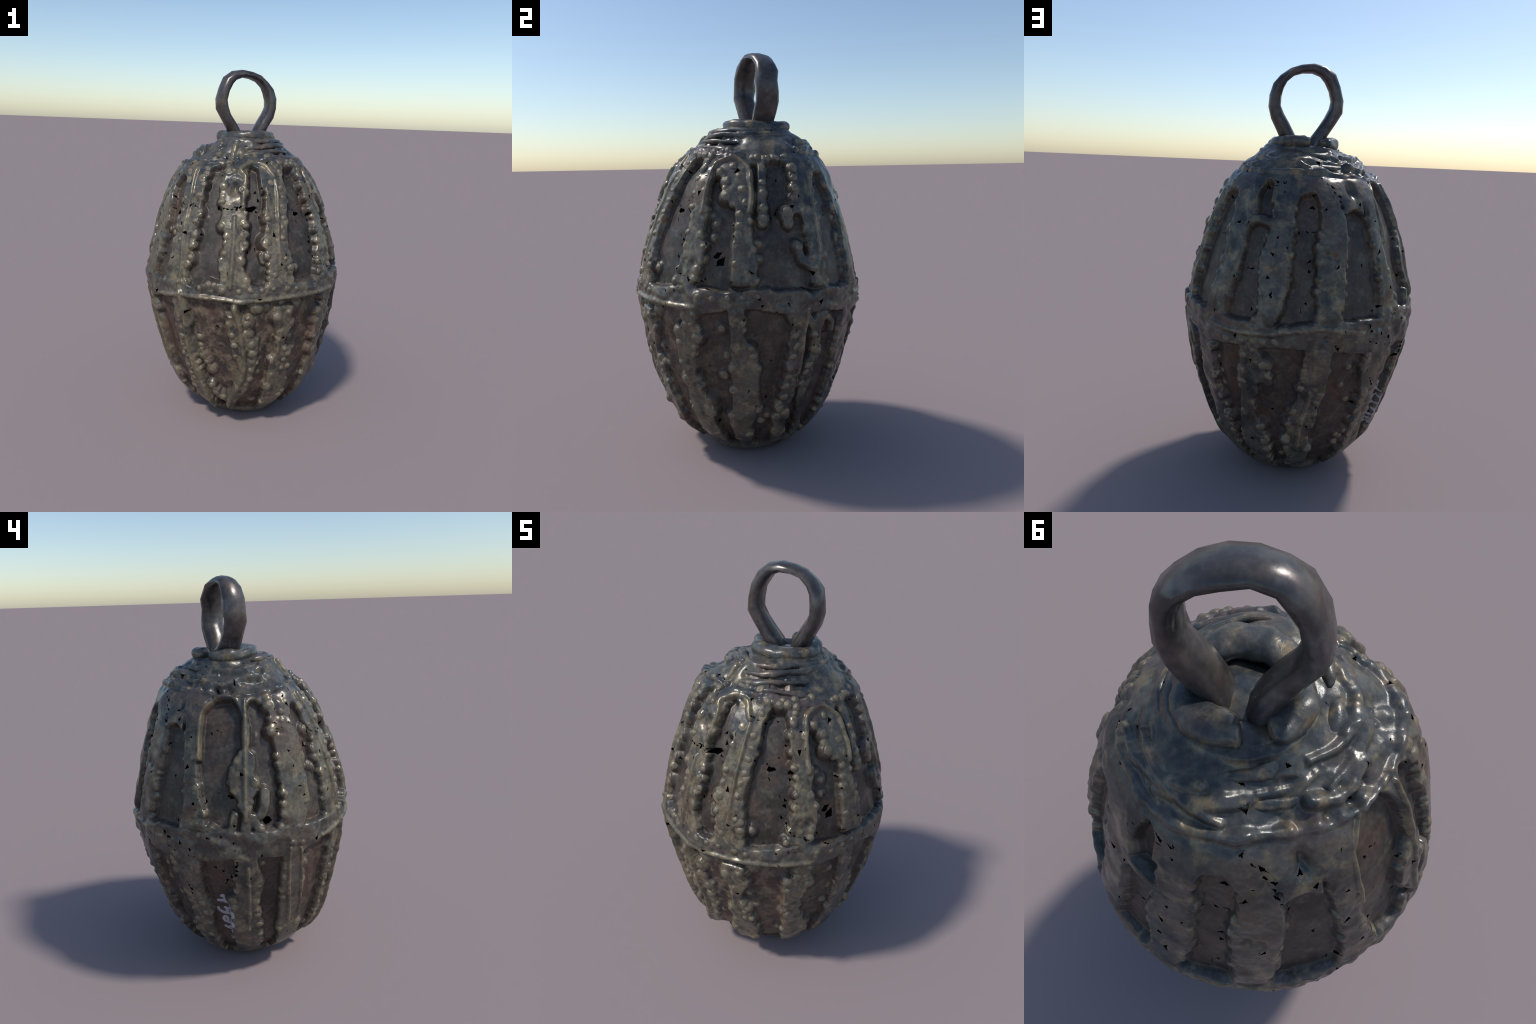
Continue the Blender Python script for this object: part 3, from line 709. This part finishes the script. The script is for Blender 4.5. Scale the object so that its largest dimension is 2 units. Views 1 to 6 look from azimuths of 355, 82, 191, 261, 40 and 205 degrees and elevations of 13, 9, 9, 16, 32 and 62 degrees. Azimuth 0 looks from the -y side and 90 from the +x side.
# ------------------------------------------------------------------ build objects
pendant = bpy.data.objects.new("filigree_pendant", None)
pendant["label"] = "dark tarnished egg-shaped pendant with granulated filigree straps and loop"
pendant["category"] = "pendant ornament"
bpy.context.scene.collection.objects.link(pendant)


def add(name, mesh, mat, parent=pendant):
    ob = bpy.data.objects.new(name, mesh)
    bpy.context.scene.collection.objects.link(ob)
    ob.parent = parent
    if mat is not None and not mesh.materials:
        mesh.materials.append(mat)
    return ob


# vertex normals of the whole body
du = np.roll(P, -1, 1) - np.roll(P, 1, 1)
dv = np.gradient(P, axis=0)
NRM = np.cross(du, dv)
NRM /= np.linalg.norm(NRM, axis=-1, keepdims=True) + 1e-12
zshift = 0.0

flat = P.reshape(-1, 3)
flatn = NRM.reshape(-1, 3)
fi, fj = np.meshgrid(np.arange(ROWS - 1), np.arange(COLS), indexing="ij")
jn = (fj + 1) % COLS
quads = np.stack([fi * COLS + fj, fi * COLS + jn, (fi + 1) * COLS + jn, (fi + 1) * COLS + fj], -1).reshape(-1, 4)
face_lab = np.minimum(np.minimum(LABEL[:-1], LABEL[1:]), np.roll(np.minimum(LABEL[:-1], LABEL[1:]), -1, 1)).reshape(-1)
face_lab = LABEL[:-1].reshape(-1)
face_hole = HOLE[:-1].reshape(-1)
face_z = HZ[:-1][fi.reshape(-1)]
seam = az_interp(AZ, BAND_LOW)[fj.reshape(-1)] + .02


def patch(name, faces, mat, parent=pendant):
    used, inv = np.unique(faces, return_inverse=True)
    me = bpy.data.meshes.new(name)
    me.vertices.add(len(used))
    me.vertices.foreach_set("co", flat[used].astype(np.float32).ravel())
    nf = len(faces)
    me.loops.add(nf * 4)
    me.loops.foreach_set("vertex_index", inv.reshape(-1).astype(np.int32))
    me.polygons.add(nf)
    me.polygons.foreach_set("loop_start", np.arange(nf, dtype=np.int32) * 4)
    me.update(calc_edges=True)
    me.polygons.foreach_set("use_smooth", np.ones(nf, bool))
    me.normals_split_custom_set_from_vertices(flatn[used].astype(np.float32))
    me.materials.append(mat)
    return add(name, me, mat, parent)


part_of = {}
keep = ~face_hole
sel = keep & (face_lab == 0)
upper_shell = patch("upper_shell", quads[sel & (face_z > seam)], MAT["upper_shell"])
lower_shell = patch("lower_shell", quads[sel & (face_z <= seam)], MAT["lower_shell"])
for lab in range(1, len(NAMES)):
    s = keep & (face_lab == lab)
    if s.sum() < 12:
        continue
    n = NAMES[lab]
    mat = {"shoulder_cap": "cap", "equator_band": "band", "filigree_strap": "strap", "ridge_wire": "wire", "neck_wire": "collar", "foot_patch": "strap", "melted_granules": "granule"}[n]
    part_of[lab] = patch(n, quads[s], MAT[mat])
    if n == "melted_granules":
        part_of[lab]["kind"] = "stuff"

# granules: a few lumpy ball meshes shared by all
import bmesh
BALLS = []
for v in range(7):
    bm = bmesh.new()
    bmesh.ops.create_icosphere(bm, subdivisions=3, radius=1)
    co = np.array([w.co for w in bm.verts])
    k = 1 + .14 * noise(co, 1.0, 30 + v) + .07 * noise(co, .45, 40 + v)
    for w, s in zip(bm.verts, k):
        w.co *= s
    me = bpy.data.meshes.new("granule")
    bm.to_mesh(me)
    bm.free()
    me.polygons.foreach_set("use_smooth", np.ones(len(me.polygons), bool))
    me.materials.append(MAT["granule"])
    BALLS.append(me)
for az, z, r, h in bead_place:
    i, j = grid_at(az, z)
    lab = int(LABEL[i, j])
    owner = part_of.get(lab, upper_shell if z > .8 else lower_shell)
    p, n = frame(az, z, h)
    rot = n.to_track_quat("Z", "Y").to_matrix() @ Matrix.Rotation(rnd.uniform(0, TAU), 3, "Z")
    sx, sy, sz = r * rnd.uniform(.92, 1.06), r * rnd.uniform(.92, 1.1), r * rnd.uniform(.74, .86)
    ob = add("granule", rnd.choice(BALLS), None, owner)
    ob.matrix_world = Matrix.Translation(p) @ rot.to_4x4() @ Matrix.Diagonal((sx, sy, sz, 1))


# light-blocking liner, coloured near black to show the unlit hollow behind the tears
def blackened_liner():
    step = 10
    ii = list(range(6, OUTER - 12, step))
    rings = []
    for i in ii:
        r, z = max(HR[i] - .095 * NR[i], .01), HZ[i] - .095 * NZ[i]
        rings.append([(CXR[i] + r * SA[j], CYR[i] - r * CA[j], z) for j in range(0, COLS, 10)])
    m, nt, bsdf = nodes_of("painted_hollow_dark")
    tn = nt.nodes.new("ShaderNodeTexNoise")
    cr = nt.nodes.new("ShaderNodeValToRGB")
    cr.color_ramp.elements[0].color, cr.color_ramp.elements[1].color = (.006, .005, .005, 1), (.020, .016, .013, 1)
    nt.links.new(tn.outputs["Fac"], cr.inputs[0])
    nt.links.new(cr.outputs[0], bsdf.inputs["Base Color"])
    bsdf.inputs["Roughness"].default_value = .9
    sweep("blackened_liner", rings, m)


def sweep(name, rings, mat, closed=False, caps=True, parent=pendant):
    """skin a list of equal rings of points"""
    n = len(rings[0])
    verts = [tuple(p) for r in rings for p in r]
    faces = []
    m = len(rings)
    for i in range(m if closed else m - 1):
        a, b = i * n, ((i + 1) % m) * n
        for k in range(n):
            faces.append((a + k, a + (k + 1) % n, b + (k + 1) % n, b + k))
    if caps and not closed:
        faces += [tuple(range(n))[::-1], tuple((m - 1) * n + k for k in range(n))]
    me = bpy.data.meshes.new(name)
    me.from_pydata(verts, [], faces)
    bm = bmesh.new()
    bm.from_mesh(me)
    bmesh.ops.recalc_face_normals(bm, faces=bm.faces)
    bm.to_mesh(me)
    bm.free()
    me.polygons.foreach_set("use_smooth", np.ones(len(me.polygons), bool))
    return add(name, me, mat, parent)


blackened_liner()

# ---- collar: open ring of thick wire round the mouth, ends at the back
CC = np.array([.006, .058, 1.626])
def collar_ring():
    rings = []
    for t in np.linspace(0, 1, 120):
        az = 231 + t * 336
        a = math.radians(az)
        q = np.array([math.sin(a), -math.cos(a), 0])
        R = .124 + .005 * math.sin(3 * a + 1) + (.006 if 200 < az % 360 < 260 else 0)
        zc = CC[2] + .004 * math.sin(2 * a + .7) + .004 * math.cos(a)
        end = min(t, 1 - t) * 336 / 360 * TAU * R
        k = math.sqrt(max(0, 1 - (1 - min(end / .030, 1)) ** 2)) * .999 + .001
        ring = []
        for b in np.linspace(0, TAU, 20, endpoint=False):
            cb, sb = math.cos(b), math.sin(b)
            cb, sb = math.copysign(abs(cb) ** .8, cb), math.copysign(abs(sb) ** .8, sb)
            p = CC * [1, 1, 0] + q * (R + .041 * k * cb) + np.array([0, 0, zc + .031 * k * sb])
            ring.append(p)
        rings.append(ring)
    rings = np.array(rings)
    ctr = rings.mean(1, keepdims=True)
    d = 1 + .22 * noise(rings, .07, 51) + .12 * noise(rings, .03, 52)
    return sweep("collar_ring", ctr + (rings - ctr) * d[..., None], MAT["collar"])
collar = collar_ring()

# ---- thick coils of wire and folded sheet wound round the neck under the collar
def neck_coil(z0, z1, a0, turn, r, h):
    n = max(14, int(turn / 5))
    rings = []
    ph = rnd.uniform(0, 6)
    for i, u in enumerate(np.linspace(0, 1, n)):
        az = a0 + turn * u
        z = z0 + (z1 - z0) * u + .006 * math.sin(u * turn / 18 + ph)
        p, nrm = frame(az % 360, min(z, 1.606), RELIEF * h)
        q, _ = frame((az + 2) % 360, min(z0 + (z1 - z0) * min(u + 2 / turn, 1.02), 1.606), RELIEF * h)
        tan = (q - p).normalized()
        side = nrm.cross(tan).normalized()
        k = r * (math.sqrt(max(1e-4, 1 - (1 - min(i, n - 1 - i, 3) / 3) ** 2))) * (1 + .25 * math.sin(u * 9 + ph))
        rings.append([tuple(p + side * (1.15 * k * math.cos(b)) + nrm * (.85 * k * math.sin(b))) for b in np.linspace(0, TAU, 12, endpoint=False)])
    rings = np.array(rings)
    ctr = rings.mean(1, keepdims=True)
    d = 1 + .28 * noise(rings, .05, 81) + .14 * noise(rings, .025, 82)
    sweep("neck_coil", ctr + (rings - ctr) * d[..., None], MAT["collar"])


for c in [(1.600, 1.592, 300, 200, .019, 1.0), (1.570, 1.582, 322, 150, .018, 1.0), (1.548, 1.552, 330, 100, .016, .9), (1.585, 1.560, 90, 70, .024, 1.0), (1.572, 1.590, 130, 110, .017, 1.0),
          (1.552, 1.560, 225, 75, .018, .9), (1.535, 1.545, 180, 70, .015, .9), (1.578, 1.574, 262, 60, .022, 1.0), (1.530, 1.520, 20, 50, .015, .85), (1.520, 1.515, 232, 34, .019, .9)]:
    neck_coil(*c[:5], c[5] * (.85 if c[2] > 290 or c[2] < 60 else .62))

# ---- suspension loop: a flat band bent into an omega, plane turned a little
LOOP = [(-.030, 1.585, .028), (-.058, 1.635, .029), (-.090, 1.685, .031), (-.124, 1.735, .031), (-.148, 1.785, .030), (-.152, 1.830, .028), (-.139, 1.885, .026), (-.115, 1.934, .030),
        (-.080, 1.965, .027), (-.032, 1.977, .022), (.020, 1.970, .020), (.066, 1.955, .020), (.106, 1.923, .021), (.130, 1.888, .024), (.143, 1.842, .026),
        (.144, 1.795, .028), (.130, 1.748, .031), (.102, 1.700, .032), (.072, 1.652, .032), (.046, 1.600, .028)]
TURN = math.radians(16)
def loop_band():
    """x runs along the turned plane of the loop; a hammered strap with a few flat facets"""
    pts = np.array(LOOP) * [1.005, 1, 1]
    ux, uy = math.cos(TURN), math.sin(TURN)
    rings = []
    for i, (x, z, th) in enumerate(pts):
        tx, tz = pts[min(i + 1, len(pts) - 1)][:2] - pts[max(i - 1, 0)][:2]
        l = math.hypot(tx, tz)
        nx, nz = -tz / l, tx / l
        back = (.022 if x < 0 else .008) * float(smooth(1.70, 1.60, z))
        half = .048 + .006 * float(smooth(1.95, 1.80, z))
        ring = []
        for b in np.linspace(0, TAU, 10, endpoint=False):
            cb, sb = math.cos(b + .2), math.sin(b + .2)
            u = math.copysign(abs(cb) ** .8, cb) * half + back
            v = math.copysign(abs(sb) ** .9, sb) * th
            q = x + nx * v
            ring.append((.002 + ux * q - uy * u, .062 + uy * q + ux * u, z + nz * v))
        rings.append(ring)
    rings = np.array(rings)
    ctr = rings.mean(1, keepdims=True)
    d = 1.07 + .20 * noise(rings, .075, 61) + .14 * noise(rings, .035, 62)
    ob = sweep("suspension_loop", ctr + (rings - ctr) * d[..., None], MAT["loop"])
    ob.data.set_sharp_from_angle(angle=math.radians(62))
    return ob
loop = loop_band()

# ---- solder lump that fills the mouth round the feet of the loop
def solder():
    bm = bmesh.new()
    bmesh.ops.create_icosphere(bm, subdivisions=4, radius=1)
    co = np.array([w.co for w in bm.verts])
    d = 1 + .18 * noise(co, .6, 71, smooth=False) + .08 * noise(co, .3, 72)
    for w, k in zip(bm.verts, d):
        w.co = (w.co.x * .11 * k + .010, w.co.y * .085 * k + .050, w.co.z * .032 * k + 1.592)
    me = bpy.data.meshes.new("solder_fill")
    bm.to_mesh(me)
    bm.free()
    me.polygons.foreach_set("use_smooth", np.ones(len(me.polygons), bool))
    add("solder_fill", me, MAT["collar"])
solder()

# ---- hand painted white inventory figures on one lower panel, reading upward
def brush(strokes, r=.0082):
    verts, faces = [], []
    for st in strokes:
        pts = fine_path(st, 5)
        base = len(verts)
        loc = []
        for z, az in pts:
            i, j = grid_at(az, z)
            loc.append((frame(az, z, H[i, j] + .0012)))
        for k, (p, n) in enumerate(loc):
            t = (loc[min(k + 1, len(loc) - 1)][0] - loc[max(k - 1, 0)][0]).normalized()
            s = n.cross(t).normalized()
            w = r * (.55 if k in (0, len(loc) - 1) else 1) * rnd.uniform(.85, 1.15)
            for a in np.linspace(0, TAU, 8, endpoint=False):
                verts.append(tuple(p + s * (w * math.cos(a)) + n * (.0018 * math.sin(a))))
        for k in range(len(loc) - 1):
            for e in range(8):
                faces.append((base + k * 8 + e, base + k * 8 + (e + 1) % 8, base + k * 8 + 8 + (e + 1) % 8, base + k * 8 + 8 + e))
        faces += [tuple(base + e for e in range(8)), tuple(base + (len(loc) - 1) * 8 + e for e in range(8))]
    me = bpy.data.meshes.new("painted_number")
    me.from_pydata(verts, [], faces)
    bm = bmesh.new(); bm.from_mesh(me); bmesh.ops.recalc_face_normals(bm, faces=bm.faces); bm.to_mesh(me); bm.free()
    add("painted_number", me, paint, lower_shell)
brush([
    [(0.290, 246.6), (0.279, 248.6), (0.272, 251.0), (0.273, 253.0)],
    [(0.286, 250.1), (0.292, 251.9), (0.288, 252.9)],
    [(0.317, 250.0), (0.322, 247.7), (0.340, 246.9), (0.355, 248.3), (0.346, 249.8), (0.317, 250.0), (0.314, 251.6), (0.320, 253.7), (0.339, 253.5), (0.349, 252.2)],
    [(0.339, 249.7), (0.318, 250.4)],
    [(0.417, 244.8), (0.398, 244.9), (0.386, 247.0), (0.380, 249.9), (0.380, 252.9), (0.387, 254.5), (0.406, 254.3), (0.420, 253.3), (0.411, 251.7), (0.389, 250.7)],
    [(0.419, 248.5), (0.418, 250.1), (0.402, 250.5), (0.384, 249.9)],
    [(0.466, 245.1), (0.465, 247.0), (0.469, 248.9), (0.460, 250.9), (0.453, 252.6), (0.445, 253.6)],
    [(0.493, 247.9), (0.502, 249.7), (0.487, 250.3), (0.470, 250.5), (0.462, 250.9)],
])


# ------------------------------------------------------------------ stand on z = 0
low = min((o.matrix_world @ Vector(c)).z for o in bpy.data.objects if o.type == "MESH" for c in o.bound_box)
print("lowest", low, "granules", len(bead_place), "parts", len(bpy.data.objects))
